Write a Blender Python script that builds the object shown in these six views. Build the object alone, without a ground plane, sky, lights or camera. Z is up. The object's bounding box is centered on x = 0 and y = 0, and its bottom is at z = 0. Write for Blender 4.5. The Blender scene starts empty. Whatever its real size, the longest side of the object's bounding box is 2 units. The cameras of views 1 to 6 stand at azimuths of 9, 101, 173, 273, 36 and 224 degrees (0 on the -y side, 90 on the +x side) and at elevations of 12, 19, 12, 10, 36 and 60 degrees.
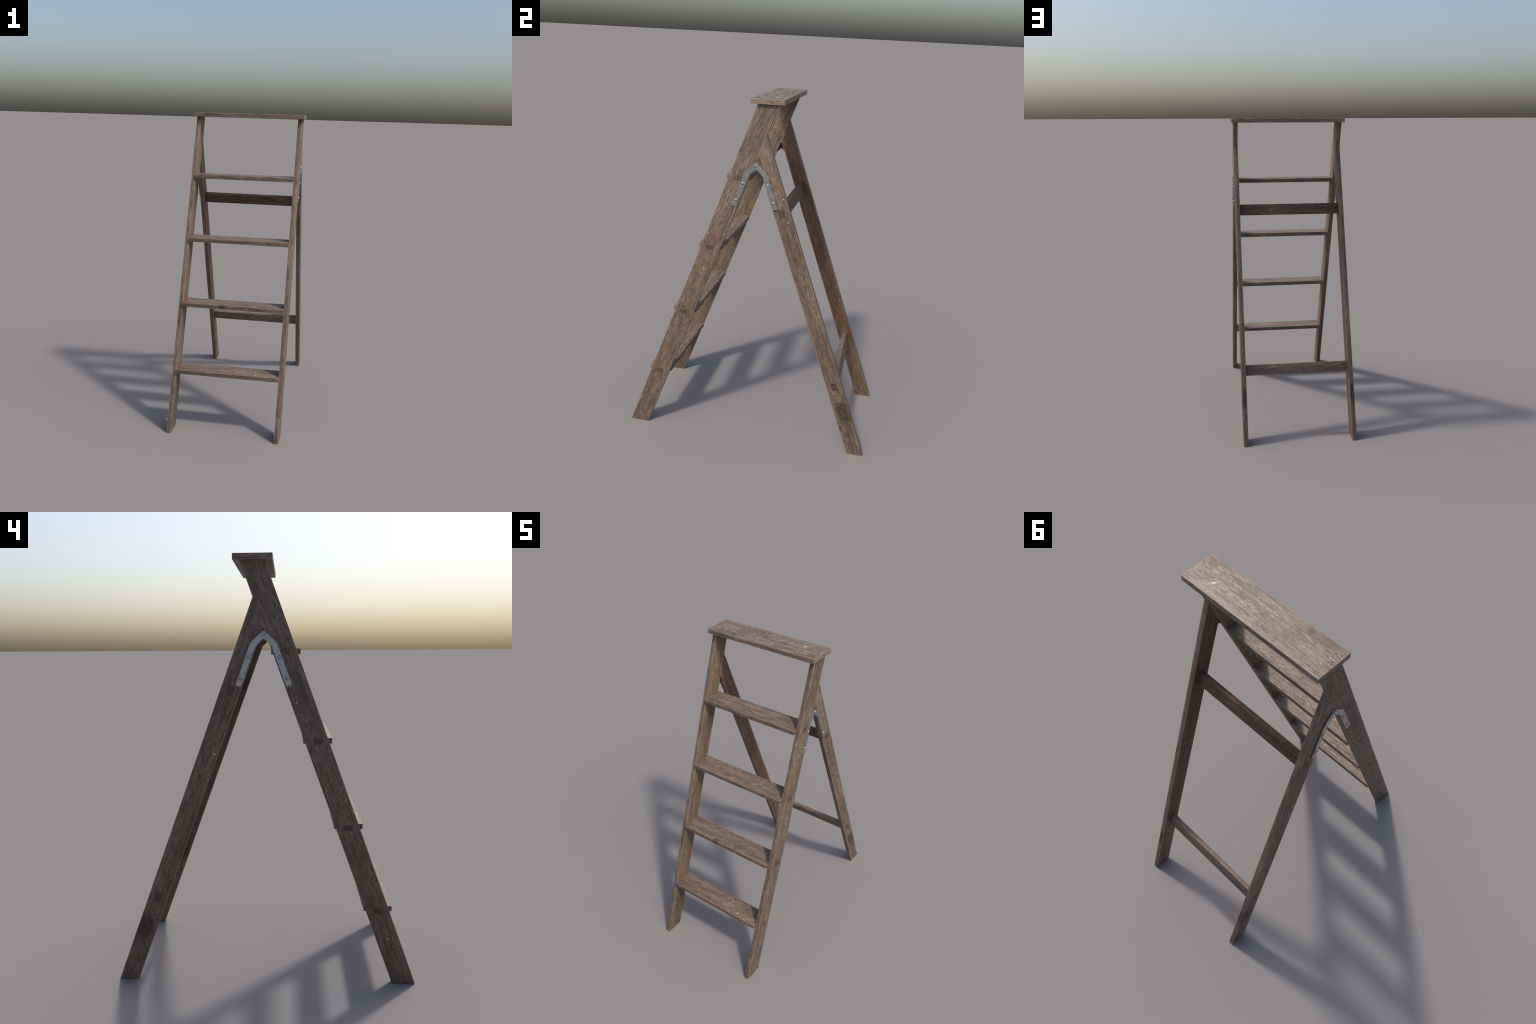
"""Weathered wooden folding step ladder, built board by board."""
import bpy, bmesh, math, random
from mathutils import Vector, Matrix

rng = random.Random(7)
SCENE = bpy.context.scene.collection

# ------------------------------------------------------------------ sizes (metres)
SLOPE = 0.3646                       # dy/dz of every leg
ROOT = math.sqrt(1 + SLOPE * SLOPE)
COS, SIN = 1 / ROOT, SLOPE / ROOT
X_IN, X_OUT = 0.330, 0.359           # inner / outer face of the side boards
X_MID, THICK = (X_IN + X_OUT) / 2, X_OUT - X_IN
RAIL_FRONT, RAIL_BACK = -0.718, -0.607   # y of rail edges on the ground
LEG_FRONT, LEG_BACK = 0.624, 0.718
TOP_Z, TOP_T = 2.0, 0.0275
STEP_TOPS = [0.3805 + 0.4045 * i for i in range(4)]
STEP_T, STEP_D, STEP_OVER = 0.027, 0.1325, 0.0210


# ------------------------------------------------------------------ node helpers
class Nodes:
    def __init__(self, name):
        self.mat = bpy.data.materials.new(name)
        self.mat.use_nodes = True
        self.t = self.mat.node_tree
        self.t.nodes.clear()

    def n(self, kind, **kw):
        node = self.t.nodes.new(kind)
        for k, v in kw.items():
            setattr(node, k, v)
        return node

    def put(self, sock, value):
        if isinstance(value, bpy.types.NodeSocket):
            self.t.links.new(value, sock)
        else:
            sock.default_value = value

    def math(self, op, a, b=0.0, c=None, clamp=False):
        m = self.n("ShaderNodeMath", operation=op, use_clamp=clamp)
        self.put(m.inputs[0], a)
        self.put(m.inputs[1], b)
        if c is not None:
            self.put(m.inputs[2], c)
        return m.outputs[0]

    def vec(self, op, a, b):
        m = self.n("ShaderNodeVectorMath", operation=op)
        self.put(m.inputs[0], a)
        self.put(m.inputs[1], b)
        return m.outputs["Value"] if op in ("DOT_PRODUCT", "DISTANCE", "LENGTH") else m.outputs[0]

    def noise(self, vector, stretch, detail=3.0, rough=0.55, dist=0.0):
        x = self.n("ShaderNodeTexNoise")
        self.put(x.inputs["Vector"], self.vec("MULTIPLY", vector, stretch))
        x.inputs["Scale"].default_value = 1.0
        x.inputs["Detail"].default_value = detail
        x.inputs["Roughness"].default_value = rough
        x.inputs["Distortion"].default_value = dist
        return x.outputs["Fac"]

    def step(self, v, lo, hi, to0=0.0, to1=1.0):
        r = self.n("ShaderNodeMapRange", interpolation_type="SMOOTHSTEP")
        self.put(r.inputs["Value"], v)
        r.inputs["From Min"].default_value = lo
        r.inputs["From Max"].default_value = hi
        r.inputs["To Min"].default_value = to0
        r.inputs["To Max"].default_value = to1
        return r.outputs["Result"]

    def mix(self, fac, a, b, blend="MIX"):
        m = self.n("ShaderNodeMix", data_type="RGBA", blend_type=blend)
        self.put(m.inputs[0], fac)
        for s, v in ((m.inputs[6], a), (m.inputs[7], b)):
            self.put(s, v if isinstance(v, bpy.types.NodeSocket) else (*v, 1.0))
        return m.outputs[2]

    def edge(self, radius, lo, hi):
        """0 on flat faces, 1 along the arrises."""
        b = self.n("ShaderNodeBevel", samples=6)
        b.inputs["Radius"].default_value = radius
        g = self.n("ShaderNodeNewGeometry")
        d = self.vec("DOT_PRODUCT", b.outputs[0], g.outputs["True Normal"])
        return self.step(self.math("SUBTRACT", 1.0, d), lo, hi)

    def finish(self, color, rough, bump=None, bump_strength=0.3, bump_dist=0.002, metallic=0.0, spec=0.5):
        p = self.n("ShaderNodeBsdfPrincipled")
        self.put(p.inputs["Base Color"], color if isinstance(color, bpy.types.NodeSocket) else (*color, 1.0))
        self.put(p.inputs["Roughness"], rough)
        self.put(p.inputs["Metallic"], metallic)
        p.inputs["Specular IOR Level"].default_value = spec
        if bump is not None:
            b = self.n("ShaderNodeBump")
            b.inputs["Strength"].default_value = bump_strength
            b.inputs["Distance"].default_value = bump_dist
            self.put(b.inputs["Height"], bump)
            self.t.links.new(b.outputs[0], p.inputs["Normal"])
        o = self.n("ShaderNodeOutputMaterial")
        self.t.links.new(p.outputs[0], o.inputs["Surface"])
        return self.mat


# ------------------------------------------------------------------ materials
def wood(name, light, mid, red, dark, red_amount=0.5, dash=0.6, knots=(), inner=None, stains=(), rough=0.56,
         edge_col=(0.29, 0.205, 0.148), seed=0.0, rugged=1.0, spec=0.5):
    """Old oiled timber; the grain runs along the board's own X axis.
    knots: (x, y, z, radius); stains: (x, y, z, radius, colour, strength), both in the board's own frame."""
    k = Nodes(name)
    tc_node = k.n("ShaderNodeTexCoord")
    tc = tc_node.outputs["Object"]
    # sawn ends: let the figure run across the board instead of into it
    sep_n, sep_p, turned = k.n("ShaderNodeSeparateXYZ"), k.n("ShaderNodeSeparateXYZ"), k.n("ShaderNodeCombineXYZ")
    k.put(sep_n.inputs[0], tc_node.outputs["Normal"])
    k.put(sep_p.inputs[0], tc)
    for i, j in ((0, 1), (1, 0), (2, 2)):
        k.put(turned.inputs[i], sep_p.outputs[j])
    at_end = k.math("GREATER_THAN", k.math("ABSOLUTE", sep_n.outputs[0]), 0.8)
    pick = k.n("ShaderNodeMix", data_type="VECTOR")
    k.put(pick.inputs[0], at_end)
    k.put(pick.inputs[4], tc)
    k.put(pick.inputs[5], turned.outputs[0])
    figure = pick.outputs[1]
    rnd = k.n("ShaderNodeObjectInfo").outputs["Random"]
    shift = k.n("ShaderNodeCombineXYZ")
    k.put(shift.inputs[0], k.math("MULTIPLY_ADD", rnd, 31.0, seed))
    k.put(shift.inputs[1], k.math("MULTIPLY", rnd, 17.0))
    k.put(shift.inputs[2], k.math("MULTIPLY", rnd, 23.0))
    p = k.vec("ADD", figure, shift.outputs[0])

    # the fibres wander sideways, and swing round the knots
    wander = k.math("SUBTRACT", k.noise(p, (3.0, 9.0, 9.0), 2.0), 0.5)
    side = k.math("MULTIPLY", wander, 0.035)
    knot_mask = None
    for (x, y, z, r) in knots:
        rel = k.vec("MULTIPLY", k.vec("SUBTRACT", tc, (x, y, z)), (0.72 / r, 1.0 / r, 1.0 / r))
        d = k.math("ADD", k.vec("LENGTH", rel, (0, 0, 0)), k.math("MULTIPLY", k.math("SUBTRACT", k.noise(tc, (40, 40, 40), 2.0), 0.5), 0.7))
        near = k.step(d, 0.4, 2.6, 1.0, 0.0)
        side = k.math("ADD", side, k.math("MULTIPLY", near, 0.03))
        m = (d, k.step(d, 0.75, 1.1, 1.0, 0.0))
        knot_mask = [m] if knot_mask is None else knot_mask + [m]
    off = k.n("ShaderNodeCombineXYZ")
    k.put(off.inputs[1], side)
    k.put(off.inputs[2], side)
    q = k.vec("ADD", p, off.outputs[0])

    broad = k.noise(q, (1.6, 26.0, 26.0), 4.0, 0.6)
    blotch = k.noise(p, (5.0, 13.0, 13.0), 4.0, 0.6)
    fine = k.noise(q, (9.0, 150.0, 150.0), 5.0, 0.68)
    pores = k.noise(q, (60.0, 230.0, 230.0), 3.0, 0.6, 0.4)
    flecks = k.noise(q, (30.0, 120.0, 120.0), 3.0, 0.58, 0.5)
    mottle = k.noise(p, (22.0, 60.0, 60.0), 4.0, 0.65)
    grime = k.noise(p, (3.0, 11.0, 11.0), 4.0, 0.6, 0.5)
    where = k.noise(p, (3.0, 13.0, 13.0), 4.0, 0.6)
    redness = k.noise(q, (3.2, 22.0, 22.0), 4.0, 0.6, 0.3)
    cracks = k.noise(q, (4.5, 150.0, 150.0), 2.0, 0.5)

    col = k.mix(k.step(broad, 0.32, 0.68), mid, light)
    col = k.mix(k.math("MULTIPLY", k.step(redness, 0.52, 0.70), red_amount), col, red)
    # greyed, bleached streaks
    grey = k.math("MULTIPLY", k.step(blotch, 0.54, 0.72), 0.5)
    col = k.mix(grey, col, (light[0] * 1.12, light[1] * 1.12, light[2] * 1.15))
    col = k.mix(1.0, col, k.mix(k.step(fine, 0.26, 0.74), (0.66, 0.65, 0.64), (1.24, 1.24, 1.24)), "MULTIPLY")
    # some stretches are planed smooth, others rough and flecked
    m0, g0 = 1 - 0.22 * rugged, 1 - 0.27 * rugged
    col = k.mix(1.0, col, k.mix(k.step(mottle, 0.34, 0.66), (m0, m0 * 0.985, m0 * 0.97), (1.20, 1.20, 1.20)), "MULTIPLY")
    col = k.mix(1.0, col, k.mix(k.step(grime, 0.46, 0.68), (1.07, 1.07, 1.07), (g0, g0 * 0.965, g0 * 0.93)), "MULTIPLY")
    col = k.mix(k.math("MULTIPLY", k.step(pores, 0.52, 0.66), k.step(where, 0.62, 0.38, 0.25, 0.70)), col, dark)
    dashes = k.math("MULTIPLY", k.step(flecks, 0.51, 0.62), k.step(where, 0.36, 0.58))
    col = k.mix(k.math("MULTIPLY", dashes, dash), col, dark)
    split = k.math("MULTIPLY", k.step(cracks, 0.55, 0.65), k.step(where, 0.64, 0.46))
    col = k.mix(k.math("MULTIPLY", split, dash * 1.05), col, dark)

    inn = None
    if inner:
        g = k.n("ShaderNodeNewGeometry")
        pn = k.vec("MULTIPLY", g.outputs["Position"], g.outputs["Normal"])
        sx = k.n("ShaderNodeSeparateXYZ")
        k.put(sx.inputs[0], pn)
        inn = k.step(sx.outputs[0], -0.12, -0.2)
    if knot_mask:
        for d, m in knot_mask:
            if inn is not None:
                m = k.math("MULTIPLY", m, k.math("SUBTRACT", 1.0, inn))
            rings = k.math("SINE", k.math("MULTIPLY", d, 14.0))
            kc = k.mix(k.step(rings, -0.9, 0.9), (0.048, 0.033, 0.018), (0.078, 0.053, 0.029))
            kc = k.mix(k.step(k.noise(tc, (55, 75, 75), 3.0), 0.53, 0.60), kc, (0.022, 0.018, 0.013))
            col = k.mix(k.math("MULTIPLY", m, 0.90), col, kc)
            rim = k.math("MULTIPLY", k.math("MULTIPLY", k.step(d, 0.85, 1.0), k.step(d, 1.05, 1.3, 1.0, 0.0)), k.step(m, 0.0, 0.02))
            col = k.mix(k.math("MULTIPLY", rim, 0.55), col, dark)
    for (x, y, z, r, c, s) in stains:
        d = k.math("DIVIDE", k.vec("DISTANCE", tc, (x, y, z)), r)
        d = k.math("ADD", d, k.math("MULTIPLY", k.math("SUBTRACT", k.noise(p, (30, 60, 60), 3.0), 0.5), 0.9))
        col = k.mix(k.math("MULTIPLY", k.step(d, 0.35, 1.1, 1.0, 0.0), s), col, c)
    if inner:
        # faces that look into the ladder get their own tint, changing along the board
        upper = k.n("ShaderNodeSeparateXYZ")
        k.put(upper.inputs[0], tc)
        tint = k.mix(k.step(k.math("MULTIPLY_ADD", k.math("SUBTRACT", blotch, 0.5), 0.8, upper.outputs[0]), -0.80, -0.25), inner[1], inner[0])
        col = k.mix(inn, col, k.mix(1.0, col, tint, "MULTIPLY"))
    # rubbed arrises
    wear = k.math("MULTIPLY", k.edge(0.008, 0.004, 0.09), k.step(k.noise(p, (12, 40, 40), 3.0), 0.33, 0.56))
    col = k.mix(k.math("MULTIPLY", wear, 0.80), col, edge_col)

    height = k.math("ADD", k.math("MULTIPLY", fine, 0.6), k.math("MULTIPLY", k.math("ADD", dashes, split), -0.45))
    height = k.math("ADD", height, k.math("MULTIPLY", pores, -0.3))
    rr = k.math("MULTIPLY_ADD", fine, 0.16, rough - 0.08)
    return k.finish(col, rr, height, 0.55, 0.0025, spec=spec)


LIGHT, MID, RED, DARK = (0.205, 0.150, 0.104), (0.142, 0.102, 0.070), (0.150, 0.084, 0.055), (0.050, 0.036, 0.027)


def metal(name, base, rust_amount, metallic, rough):
    k = Nodes(name)
    tc = k.n("ShaderNodeTexCoord").outputs["Object"]
    mott = k.noise(tc, (55, 55, 55), 5.0, 0.65)
    col = k.mix(k.step(mott, 0.35, 0.68), tuple(c * 0.84 for c in base), tuple(c * 1.12 for c in base))
    edge = k.edge(0.006, 0.002, 0.035)
    spots = k.step(k.noise(tc, (95, 95, 95), 3.0, 0.6), 0.44, 0.56)
    chips = k.step(k.noise(tc, (62, 62, 62), 3.0, 0.6), 0.66, 0.72)
    rust_dull = k.math("MULTIPLY", k.math("MAXIMUM", k.math("MULTIPLY", edge, spots), k.math("MULTIPLY", chips, 0.6)), rust_amount, clamp=True)
    rc = k.mix(k.step(mott, 0.4, 0.6), (0.085, 0.060, 0.050), (0.17, 0.12, 0.10))
    col = k.mix(rust_dull, col, rc)
    # sides that face into the ladder are darker, rougher and less metallic
    g = k.n("ShaderNodeNewGeometry")
    pn = k.n("ShaderNodeSeparateXYZ")
    k.put(pn.inputs[0], k.vec("MULTIPLY", g.outputs["Position"], g.outputs["Normal"]))
    back = k.math("MULTIPLY", k.step(pn.outputs[0], -0.15, -0.3), 0.85)
    rust_dull = k.math("MAXIMUM", rust_dull, back)
    col = k.mix(back, col, (0.05, 0.045, 0.040))
    met = k.math("MULTIPLY", k.math("SUBTRACT", 1.0, rust_dull), metallic)
    r = k.math("ADD", k.math("MULTIPLY_ADD", mott, 0.2, rough - 0.1), k.math("MULTIPLY", rust_dull, 0.3))
    return k.finish(col, r, mott, 0.12, 0.001, met)


def paint():
    k = Nodes("dried_white_paint")
    tc = k.n("ShaderNodeTexCoord").outputs["Object"]
    col = k.mix(k.step(k.noise(tc, (160, 160, 160), 2.0), 0.35, 0.65), (0.36, 0.335, 0.30), (0.52, 0.49, 0.45))
    return k.finish(col, 0.5)


PAINT = paint()
ZINC = metal("galvanised_steel", (0.42, 0.435, 0.43), 1.0, 0.95, 0.37)
BOLT_STEEL = metal("polished_bolt_steel", (0.52, 0.52, 0.50), 0.4, 0.95, 0.33)
BOLT_RING = metal("rusty_collar", (0.050, 0.042, 0.036), 1.0, 0.1, 0.6)


# ------------------------------------------------------------------ building helpers
def add(name, mesh, parent=None, matrix=None, mats=()):
    ob = bpy.data.objects.new(name, mesh)
    SCENE.objects.link(ob)
    if mats:
        for m in mats:
            mesh.materials.append(m)
    if matrix is not None:
        ob.matrix_world = matrix
    if parent is not None:
        ob.parent = parent
        ob.matrix_parent_inverse = parent_inverse[parent.name]
    parent_inverse[ob.name] = ob.matrix_world.inverted() if matrix is None else matrix.inverted()
    return ob


parent_inverse = {}


def prism(name, outline, depth, bevel=0.0012, segments=2, wobble=0.0):
    """Outline in local XY pulled to +-depth/2 along Z, arrises rounded off."""
    bm = bmesh.new()
    low = [bm.verts.new((x, y, -depth / 2)) for x, y in outline]
    f = bm.faces.new(low)
    up = bmesh.ops.extrude_face_region(bm, geom=[f])
    bmesh.ops.translate(bm, verts=[v for v in up["geom"] if isinstance(v, bmesh.types.BMVert)], vec=(0, 0, depth))
    bmesh.ops.recalc_face_normals(bm, faces=bm.faces)
    if bevel:
        sharp = [e for e in bm.edges if e.calc_face_angle(0) > 0.6]
        bmesh.ops.bevel(bm, geom=sharp, offset=bevel, segments=segments, profile=0.6, affect="EDGES", clamp_overlap=True)
    me = bpy.data.meshes.new(name)
    bm.to_mesh(me)
    bm.free()
    for p in me.polygons:
        p.use_smooth = True
    me.set_sharp_from_angle(angle=math.radians(35))
    return me


def box_mesh(name, lx, ly, lz, bevel=0.0015, segments=2):
    return prism(name, [(-lx / 2, -ly / 2), (lx / 2, -ly / 2), (lx / 2, ly / 2), (-lx / 2, ly / 2)], lz, bevel, segments)


def frame(origin, xdir, zdir):
    x, z = Vector(xdir).normalized(), Vector(zdir).normalized()
    y = z.cross(x)
    m = Matrix((x, y, z)).transposed().to_4x4()
    m.translation = Vector(origin)
    return m


def local_outline(pts_yz, m):
    """World (y, z) outline into the XY plane of a board lying in the plane x = const."""
    inv = m.inverted()
    return [tuple((inv @ Vector((m.translation.x, y, z)))[:2]) for y, z in pts_yz]


def splatter(parent, name, spots, face):
    """Drops of dried paint, low domes: (a, b, radius, stretch, turn) on the plane given by face = (origin, u, v)."""
    o, u, v = (Vector(c) for c in face)
    n = u.cross(v)
    bm = bmesh.new()
    for a, b, r, s, turn in spots:
        r *= 0.82
        c = o + u * a + v * b
        du = u * math.cos(turn) + v * math.sin(turn)
        dv = n.cross(du)
        rings = [(1.0, -0.0004), (0.86, 0.0003), (0.5, 0.0006)]
        seg = 14
        ph = [rng.uniform(0, 6.28) for _ in range(3)]
        loops = []
        for rad, h in rings:
            vs = []
            for i in range(seg):
                t = 2 * math.pi * i / seg
                w = r * rad * (1 + 0.13 * math.sin(2 * t + ph[0]) + 0.09 * math.sin(3 * t + ph[1]) + 0.05 * math.sin(5 * t + ph[2]))
                vs.append(bm.verts.new(c + du * (w * s * math.cos(t)) + dv * (w * math.sin(t)) + n * h))
            loops.append(vs)
        tip = bm.verts.new(c + n * 0.0007)
        for A, B in zip(loops, loops[1:]):
            for i in range(seg):
                bm.faces.new((A[i], A[(i + 1) % seg], B[(i + 1) % seg], B[i]))
        for i in range(seg):
            bm.faces.new((loops[-1][i], loops[-1][(i + 1) % seg], tip))
        bm.faces.new(list(reversed(loops[0])))
    bmesh.ops.recalc_face_normals(bm, faces=bm.faces)
    me = bpy.data.meshes.new(name)
    bm.to_mesh(me)
    bm.free()
    for p in me.polygons:
        p.use_smooth = True
    ob = add(name, me, parent, Matrix.Identity(4), [PAINT])
    ob["kind"] = "stuff"
    return ob


def dots(pairs, base=0.0032, stretch=1.0, spread=0.35):
    """Round drops at (a, b) or (a, b, radius); a fourth value stretches, a fifth turns."""
    out = []
    for p in pairs:
        r = p[2] if len(p) > 2 else base * rng.uniform(1 - spread, 1 + spread)
        s = p[3] if len(p) > 3 else stretch * rng.uniform(0.9, 1.5)
        t = p[4] if len(p) > 4 else rng.uniform(0, 3.14)
        out.append((p[0], p[1], r, s, t))
    return out


# ------------------------------------------------------------------ the ladder
ladder = bpy.data.objects.new("step_ladder", None)
ladder.empty_display_size = 0.2
SCENE.objects.link(ladder)
ladder["label"] = "weathered brown wooden folding step ladder with steel hinges"
ladder["category"] = "step ladder"
parent_inverse[ladder.name] = Matrix.Identity(4)

# ---- board frames: X up along the board, Z across the ladder
up_rail = (0, SIN, COS)
up_leg = (0, -SIN, COS)
zr = TOP_Z - TOP_T + 0.0004
rail_pts = [(RAIL_FRONT, 0), (RAIL_BACK, 0), (RAIL_BACK + SLOPE * zr, zr), (RAIL_FRONT + SLOPE * zr, zr)]
# the rear leg runs out in a long mitre against the back edge of the rail
z_hi = (LEG_BACK - RAIL_BACK) / (2 * SLOPE)
z_lo = (LEG_FRONT - RAIL_BACK) / (2 * SLOPE)
leg_pts = [(LEG_FRONT, 0), (LEG_BACK, 0), (LEG_BACK - SLOPE * z_hi, z_hi), (LEG_FRONT - SLOPE * z_lo, z_lo)]


def rail_frame(side):
    return frame((side * X_MID, (RAIL_FRONT + RAIL_BACK) / 2 + SLOPE * 0.98, 0.98), up_rail, (1, 0, 0))


def leg_frame(side):
    return frame((side * X_MID, (LEG_FRONT + LEG_BACK) / 2 - SLOPE * 0.9, 0.9), up_leg, (1, 0, 0))


leg_inv = leg_frame(1).inverted()
rail_inv = rail_frame(1).inverted()
kx, ky, _ = leg_inv @ Vector((X_MID, 0.590, 0.272))
k2x, k2y, _ = rail_inv @ Vector((X_MID, -0.640, 0.22))
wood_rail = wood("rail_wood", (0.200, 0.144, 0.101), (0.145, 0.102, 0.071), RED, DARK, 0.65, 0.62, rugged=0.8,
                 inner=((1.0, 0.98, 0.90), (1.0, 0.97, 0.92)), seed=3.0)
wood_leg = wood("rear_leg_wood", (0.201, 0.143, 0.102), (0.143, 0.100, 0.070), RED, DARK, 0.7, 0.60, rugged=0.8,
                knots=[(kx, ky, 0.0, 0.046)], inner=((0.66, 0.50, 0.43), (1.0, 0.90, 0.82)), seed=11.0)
wood_step = wood("step_wood", (0.200, 0.146, 0.106), (0.138, 0.099, 0.072), (0.160, 0.086, 0.058), DARK, 0.6, 0.68,
                 rugged=0.6, edge_col=(0.32, 0.22, 0.16), seed=19.0)
wood_step_knot = wood("knotty_step_wood", (0.198, 0.147, 0.106), (0.138, 0.100, 0.072), RED, DARK, 0.5, 0.68,
                      knots=[(-0.073, -STEP_D / 2, 0.004, 0.017)], rugged=0.6, edge_col=(0.32, 0.22, 0.16), seed=29.0)
wood_step_stained = wood("stained_step_wood", (0.204, 0.146, 0.106), (0.142, 0.098, 0.072), (0.170, 0.082, 0.055), DARK, 0.85, 0.65,
                         stains=[(0.205, -0.045, STEP_T / 2, 0.05, (0.135, 0.092, 0.035), 0.55)],
                         rugged=0.6, edge_col=(0.32, 0.22, 0.16), seed=37.0)
wood_top = wood("top_board_wood", (0.228, 0.172, 0.126), (0.172, 0.126, 0.091), (0.170, 0.108, 0.076), (0.062, 0.044, 0.034), 0.45, 0.72,
                stains=[(-0.198, -0.06, TOP_T / 2, 0.02, (0.055, 0.035, 0.026), 0.7), (0.132, -0.008, TOP_T / 2, 0.017, (0.06, 0.04, 0.03), 0.6),
                        (0.013, 0.026, TOP_T / 2, 0.015, (0.06, 0.04, 0.03), 0.55),
                        (-0.06, 0.055, TOP_T / 2, 0.075, (0.085, 0.060, 0.044), 0.42), (-0.17, 0.01, TOP_T / 2, 0.06, (0.085, 0.060, 0.044), 0.36),
                        (0.10, -0.070, TOP_T / 2, 0.07, (0.085, 0.060, 0.044), 0.35), (-0.28, -0.075, TOP_T / 2, 0.05, (0.085, 0.060, 0.044), 0.35)], rough=0.50, rugged=0.55, edge_col=(0.30, 0.215, 0.16), seed=43.0)
wood_bar = wood("crossbar_wood", (0.140, 0.090, 0.064), (0.086, 0.054, 0.038), (0.105, 0.051, 0.031), (0.040, 0.027, 0.021), 0.8, 0.45,
                edge_col=(0.22, 0.135, 0.09), seed=53.0, spec=0.3, rough=0.66)
wood_low_bar = wood("lower_crossbar_wood", (0.185, 0.130, 0.098), (0.130, 0.088, 0.066), (0.145, 0.075, 0.050), DARK, 0.7, 0.6,
                    rugged=0.8, edge_col=(0.29, 0.195, 0.14), seed=57.0)
wood_end = wood("tenon_end_grain", (0.092, 0.062, 0.046), (0.070, 0.045, 0.034), (0.092, 0.043, 0.030), (0.035, 0.024, 0.019), 0.7, 0.4, rugged=0.4, edge_col=(0.08, 0.055, 0.04), seed=61.0)
wood_end_red = wood("red_tenon_end_grain", (0.110, 0.056, 0.042), (0.078, 0.038, 0.028), (0.115, 0.048, 0.034), (0.035, 0.022, 0.018), 0.8, 0.5, rugged=0.5,
                    edge_col=(0.08, 0.05, 0.038), seed=67.0)

# ---- side boards
rail_mesh = prism("rail_board", local_outline(rail_pts, rail_frame(1)), THICK, 0.0013)
rail_mesh.materials.append(wood_rail)
leg_mesh = prism("leg_board", local_outline(leg_pts, leg_frame(1)), THICK, 0.0011)
leg_mesh.materials.append(wood_leg)
rails, legs = {}, {}
for side in (1, -1):
    rails[side] = add("front_rail", rail_mesh, ladder, rail_frame(side))
    legs[side] = add("rear_leg", leg_mesh, ladder, leg_frame(side))

# ---- top board
top = add("top_board", box_mesh("top_board", 0.747, 0.1758, TOP_T, 0.0022, 3), ladder,
          frame((0, 0.0551, TOP_Z - TOP_T / 2), (1, 0, 0), (0, 0, 1)), [wood_top])

# ---- treads, each tenoned through both rails
tenon_mesh = box_mesh("tenon", THICK + 0.004, 0.040, STEP_T + 0.0008, 0.0006, 1)
tenon_mesh.materials.append(wood_end)
steps = []
tread = box_mesh("step", 2 * X_IN - 0.0012, STEP_D, STEP_T, 0.0026, 3)
for i, zt in enumerate(STEP_TOPS):
    y0 = RAIL_FRONT + SLOPE * zt - STEP_OVER
    c = Vector((0, y0 + STEP_D / 2, zt - STEP_T / 2))
    me = tread.copy()
    me.materials.append((wood_step_stained, wood_step_knot, wood_step, wood_step)[i])
    s = add("step", me, ladder, frame(c, (1, 0, 0), (0, 0, 1)))
    steps.append(s)
    for side in (1, -1):
        add("tenon", tenon_mesh, s, frame((side * (X_MID - 0.0014), c.y + 0.0022, c.z), (side, 0, 0), (0, 0, 1)))

# ---- cross bars of the rear frame
cross_tenon = box_mesh("tenon", THICK + 0.004, 0.034, 0.0445, 0.0006, 1)
cross_tenon.materials.append(wood_end_red)
for yc, zc, h, t, bar_wood in ((0.1570, 1.4060, 0.069, 0.0255, wood_bar), (0.5170, 0.4220, 0.067, 0.0265, wood_low_bar)):
    bar = add("crossbar", box_mesh("crossbar", 2 * X_IN - 0.0012, t, h, 0.0022, 3), ladder, frame((0, yc, zc), (1, 0, 0), up_leg), [bar_wood])
    for side in (1, -1):
        add("tenon", cross_tenon, bar, frame((side * (X_MID - 0.0014), yc, zc + 0.002), (side, 0, 0), up_leg))


# ---- hinge: two bent straps that meet on one bolt
PIVOT = (0.0070, 1.6553)
STRAP_W = 0.0292


def strap_outline(sign):
    """sign -1: strap on the front rail; +1: strap on the rear leg. World (y, z)."""
    a = Vector(PIVOT)
    knee = Vector((PIVOT[0] + sign * 0.0475, 1.6120))
    end = Vector((PIVOT[0] + sign * 0.1148, 1.4268))
    r = 0.016
    d1, d2 = (a - knee).normalized(), (end - knee).normalized()
    p1, p2 = knee + d1 * r, knee + d2 * r
    line = [a + d1 * 0.0] + [(p1 * (1 - t) ** 2 + knee * 2 * t * (1 - t) + p2 * t * t) for t in (0, 0.33, 0.67, 1)] + [end]
    left, right = [], []
    for i, p in enumerate(line):
        d = (line[min(i + 1, len(line) - 1)] - line[max(i - 1, 0)]).normalized()
        n = Vector((-d.y, d.x)) * STRAP_W / 2
        left.append(p + n)
        right.append(p - n)
    # rounded head round the pivot
    d = (line[1] - line[0]).normalized()
    base = math.atan2(d.y, d.x)
    head = [a + Vector((math.cos(base - math.pi / 2 - t), math.sin(base - math.pi / 2 - t))) * STRAP_W / 2
            for t in [math.pi * j / 12 for j in range(1, 12)]]
    return [tuple(v) for v in right[::-1]][::1] and [tuple(v) for v in left[::-1]][::-1] + [tuple(v) for v in right[::-1]] + [tuple(v) for v in head]


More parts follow.
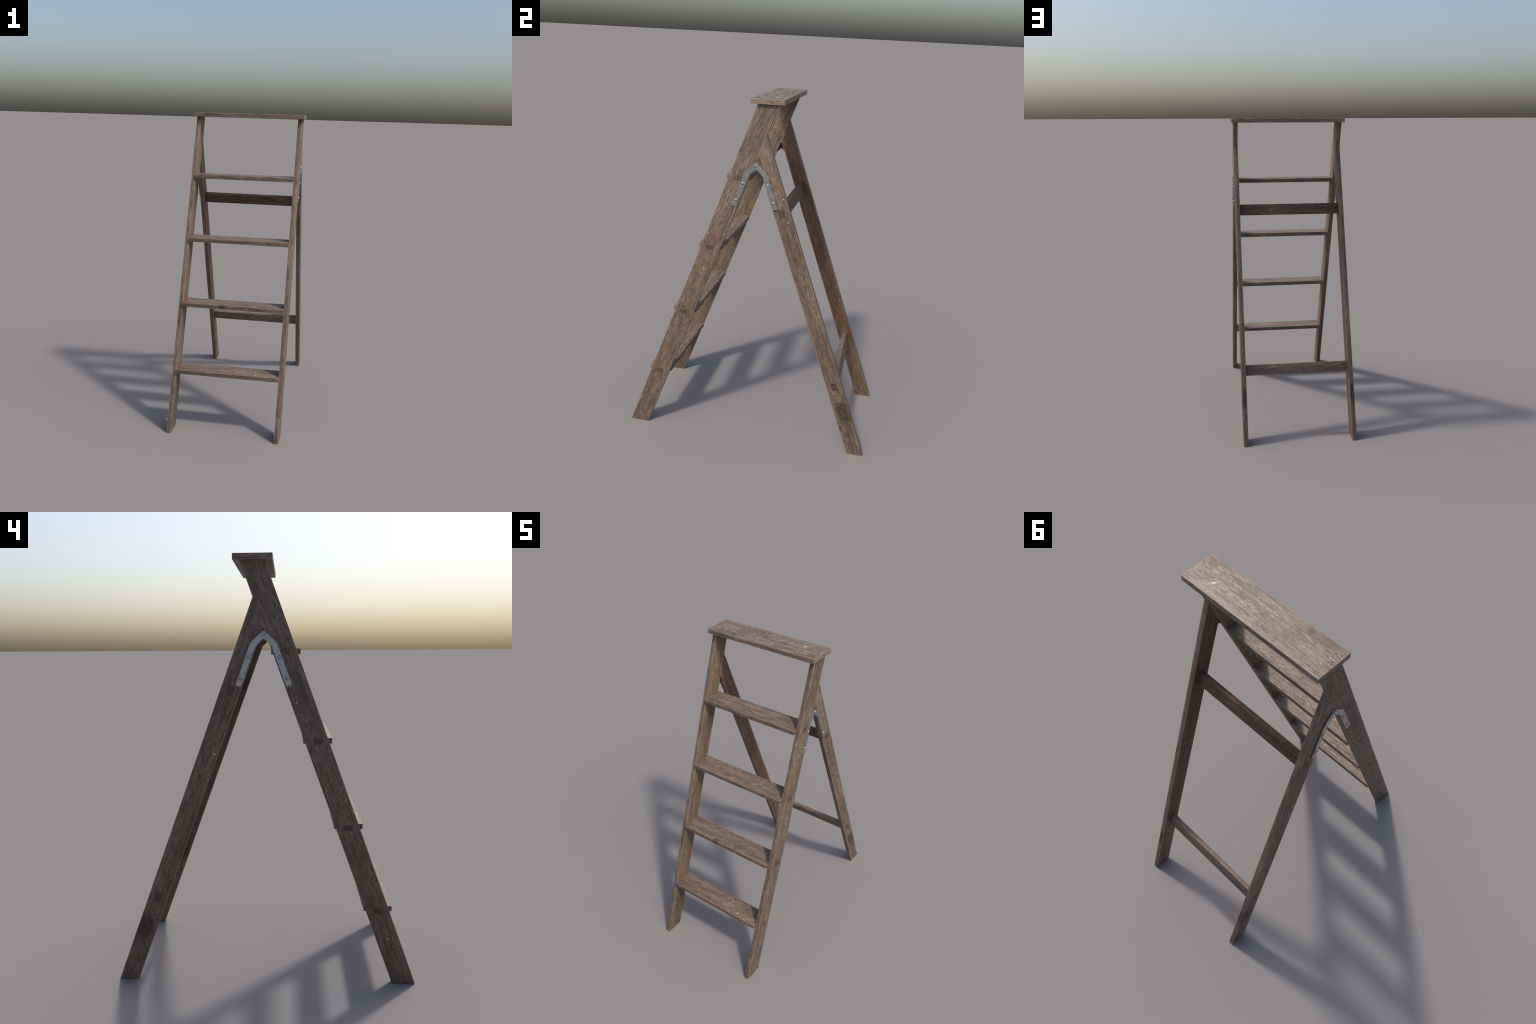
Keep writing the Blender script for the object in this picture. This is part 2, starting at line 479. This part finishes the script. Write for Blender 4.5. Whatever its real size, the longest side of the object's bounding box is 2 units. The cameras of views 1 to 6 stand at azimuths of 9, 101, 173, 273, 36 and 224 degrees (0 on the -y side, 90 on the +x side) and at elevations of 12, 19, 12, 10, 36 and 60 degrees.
def revolve(name, profile, seg=20):
    """Profile of (radius, height, material) turned round local Z."""
    bm = bmesh.new()
    loops = []
    for r, h, m in profile:
        if r == 0:
            loops.append(([bm.verts.new((0, 0, h))], m))
        else:
            loops.append(([bm.verts.new((r * math.cos(6.283185 * i / seg), r * math.sin(6.283185 * i / seg), h)) for i in range(seg)], m))
    for (A, ma), (B, mb) in zip(loops, loops[1:]):
        for i in range(seg):
            j = (i + 1) % seg
            f = bm.faces.new((A[i], A[j], B[0]) if len(B) == 1 else (A[i], A[j], B[j], B[i]))
            f.material_index = mb
            f.smooth = True
    bm.faces.new(list(reversed(loops[0][0]))).material_index = 1
    me = bpy.data.meshes.new(name)
    bm.to_mesh(me)
    bm.free()
    me.set_sharp_from_angle(angle=math.radians(40))
    return me


dome = [(0.0066 * math.cos(t), 0.0008 + 0.0050 * math.sin(t), 0) for t in (0.0, 0.35, 0.7, 1.05, 1.3)]
bolt_mesh = revolve("hinge_bolt", [(0.0079, 0.0, 1), (0.0079, 0.0007, 1), (0.0066, 0.0010, 1)] + dome + [(0, 0.0059, 0)])
bolt_mesh.materials.append(BOLT_STEEL)
bolt_mesh.materials.append(BOLT_RING)
nut_steel = metal("dull_bolt_steel", (0.12, 0.115, 0.108), 0.5, 0.15, 0.45)
nut_mesh = bolt_mesh.copy()
nut_mesh.materials.clear()
nut_mesh.materials.append(nut_steel)
nut_mesh.materials.append(BOLT_RING)

for sign, thick, lift in ((-1, 0.0040, 0.0002), (1, 0.0042, 0.0014)):
    for side in (1, -1):
        fr = frame((side * (X_OUT + thick / 2 + lift), PIVOT[0], PIVOT[1]), (0, 1, 0), (1, 0, 0))
        pts = [(y - PIVOT[0], z - PIVOT[1]) for y, z in strap_outline(sign)]
        strap = add("hinge_strap", prism("hinge_strap", pts, thick, 0.0006, 1), ladder, fr, [ZINC])
        xo = X_OUT + thick + lift
        for y, z in ((0.0683, 1.5550), (0.1020, 1.4618)):
            yy = PIVOT[0] + sign * y
            add("hinge_bolt", bolt_mesh, strap, frame((side * xo, yy, z), (0, 0, 1), (side, 0, 0)))
            add("hinge_bolt", nut_mesh, strap, frame((side * (X_IN - 0.0), yy, z), (0, 0, 1), (-side, 0, 0)))
        if sign == 1:
            add("hinge_bolt", bolt_mesh, strap, frame((side * xo, *PIVOT), (0, 0, 1), (side, 0, 0)))

# ------------------------------------------------------------------ paint drops
top_face = ((0, 0, TOP_Z), (1, 0, 0), (0, 1, 0))
splatter(top, "paint_splatter", dots([
    (0.2455, 0.0790, 0.0092, 1.4, 0.86), (0.2550, 0.0895, 0.0044, 2.4, 0.86), (0.243, 0.005, 0.003), (0.216, -0.012, 0.002), (0.257, 0.057), (0.234, 0.060, 0.002, 2.0, 0.5),
    (0.152, 0.078, 0.0035), (0.164, 0.136), (0.063, 0.011, 0.0034, 1.8, 0.4), (-0.042, 0.042), (-0.049, 0.028, 0.0024, 2.6, 0.7), (-0.08, 0.024, 0.002),
    (-0.036, 0.105, 0.0034, 1.6, 0.5), (-0.042, 0.094, 0.002, 2.2, 0.4), (-0.08, 0.089, 0.002), (-0.068, 0.124, 0.003), (-0.145, 0.03, 0.0036), (-0.265, 0.058, 0.003),
    (-0.338, 0.042, 0.0035), (-0.352, 0.041, 0.0025), (-0.33, 0.084, 0.003), (-0.344, 0.138, 0.0035), (-0.331, 0.139, 0.0025)],
    0.003), top_face)
step_drops = [
    [(0.055, -0.505, 0.0042), (0.02, -0.536, 0.0022), (0.181, -0.573, 0.0062, 1.5, 0.4), (-0.192, -0.497, 0.003)],
    [(-0.146, -0.439, 0.0040, 1.7, 0.3), (-0.097, -0.352, 0.003), (-0.149, -0.351, 0.003)],
    [(0.213, -0.217, 0.0034), (0.022, -0.212, 0.0038, 1.6, 1.2), (-0.046, -0.282, 0.0048, 1.5, 0.8), (-0.035, -0.205, 0.003), (-0.197, -0.231, 0.004)],
    [(0.147, -0.073, 0.0032), (-0.182, -0.139, 0.0042), (-0.268, -0.052, 0.0022), (-0.184, -0.036, 0.0036)]]
for s, zt, dr in zip(steps, STEP_TOPS, step_drops):
    splatter(s, "paint_splatter", dots(dr), ((0, 0, zt), (1, 0, 0), (0, 1, 0)))
zt = STEP_TOPS[1]
splatter(steps[1], "paint_splatter", dots([(0.092, 0.770, 0.0046, 1.7, -1.0)]),
         ((0, RAIL_FRONT + SLOPE * zt - STEP_OVER, 0), (1, 0, 0), (0, 0, 1)))
right_face, left_face = ((X_OUT, 0, 0), (0, 1, 0), (0, 0, 1)), ((-X_OUT, 0, 0), (0, -1, 0), (0, 0, 1))
splatter(rails[1], "paint_splatter", dots([(-0.172, 1.305, 0.0034), (-0.16, 1.261, 0.004), (-0.268, 1.048, 0.0046, 1.8, -1.2), (-0.289, 1.017, 0.004)]), right_face)
splatter(legs[1], "paint_splatter", dots([(0.194, 1.364, 0.0052, 1.0, 0), (0.302, 1.032, 0.003), (0.162, 1.487, 0.004)]), right_face)
splatter(rails[-1], "paint_splatter", dots([(-y, z, r) for y, z, r in (
    (-0.139, 1.35, .0044), (-0.189, 1.274, .0038), (-0.352, 0.965, .004), (-0.37, 0.899, .0042), (-0.402, 0.851, .0038), (-0.361, 0.84, .002), (-0.40, 0.749, .003),
    (-0.374, 0.703, .0026), (-0.581, 0.226, .0052), (-0.609, 0.187, .0034))]), left_face)
splatter(legs[-1], "paint_splatter", dots([(-0.233, 1.118, 0.0056, 1.7, 1.2), (-0.236, 1.117, 0.004, 1.9, 0.2)]), left_face)
splatter(legs[-1], "paint_splatter", dots([(0.457, 0.674, 0.004)]), ((-X_IN, 0, 0), (0, 1, 0), (0, 0, 1)))
splatter(legs[1], "paint_splatter", dots([(-0.323, 1.008, 0.005), (-0.277, 1.286, 0.0025)]), ((X_IN, 0, 0), (0, -1, 0), (0, 0, 1)))
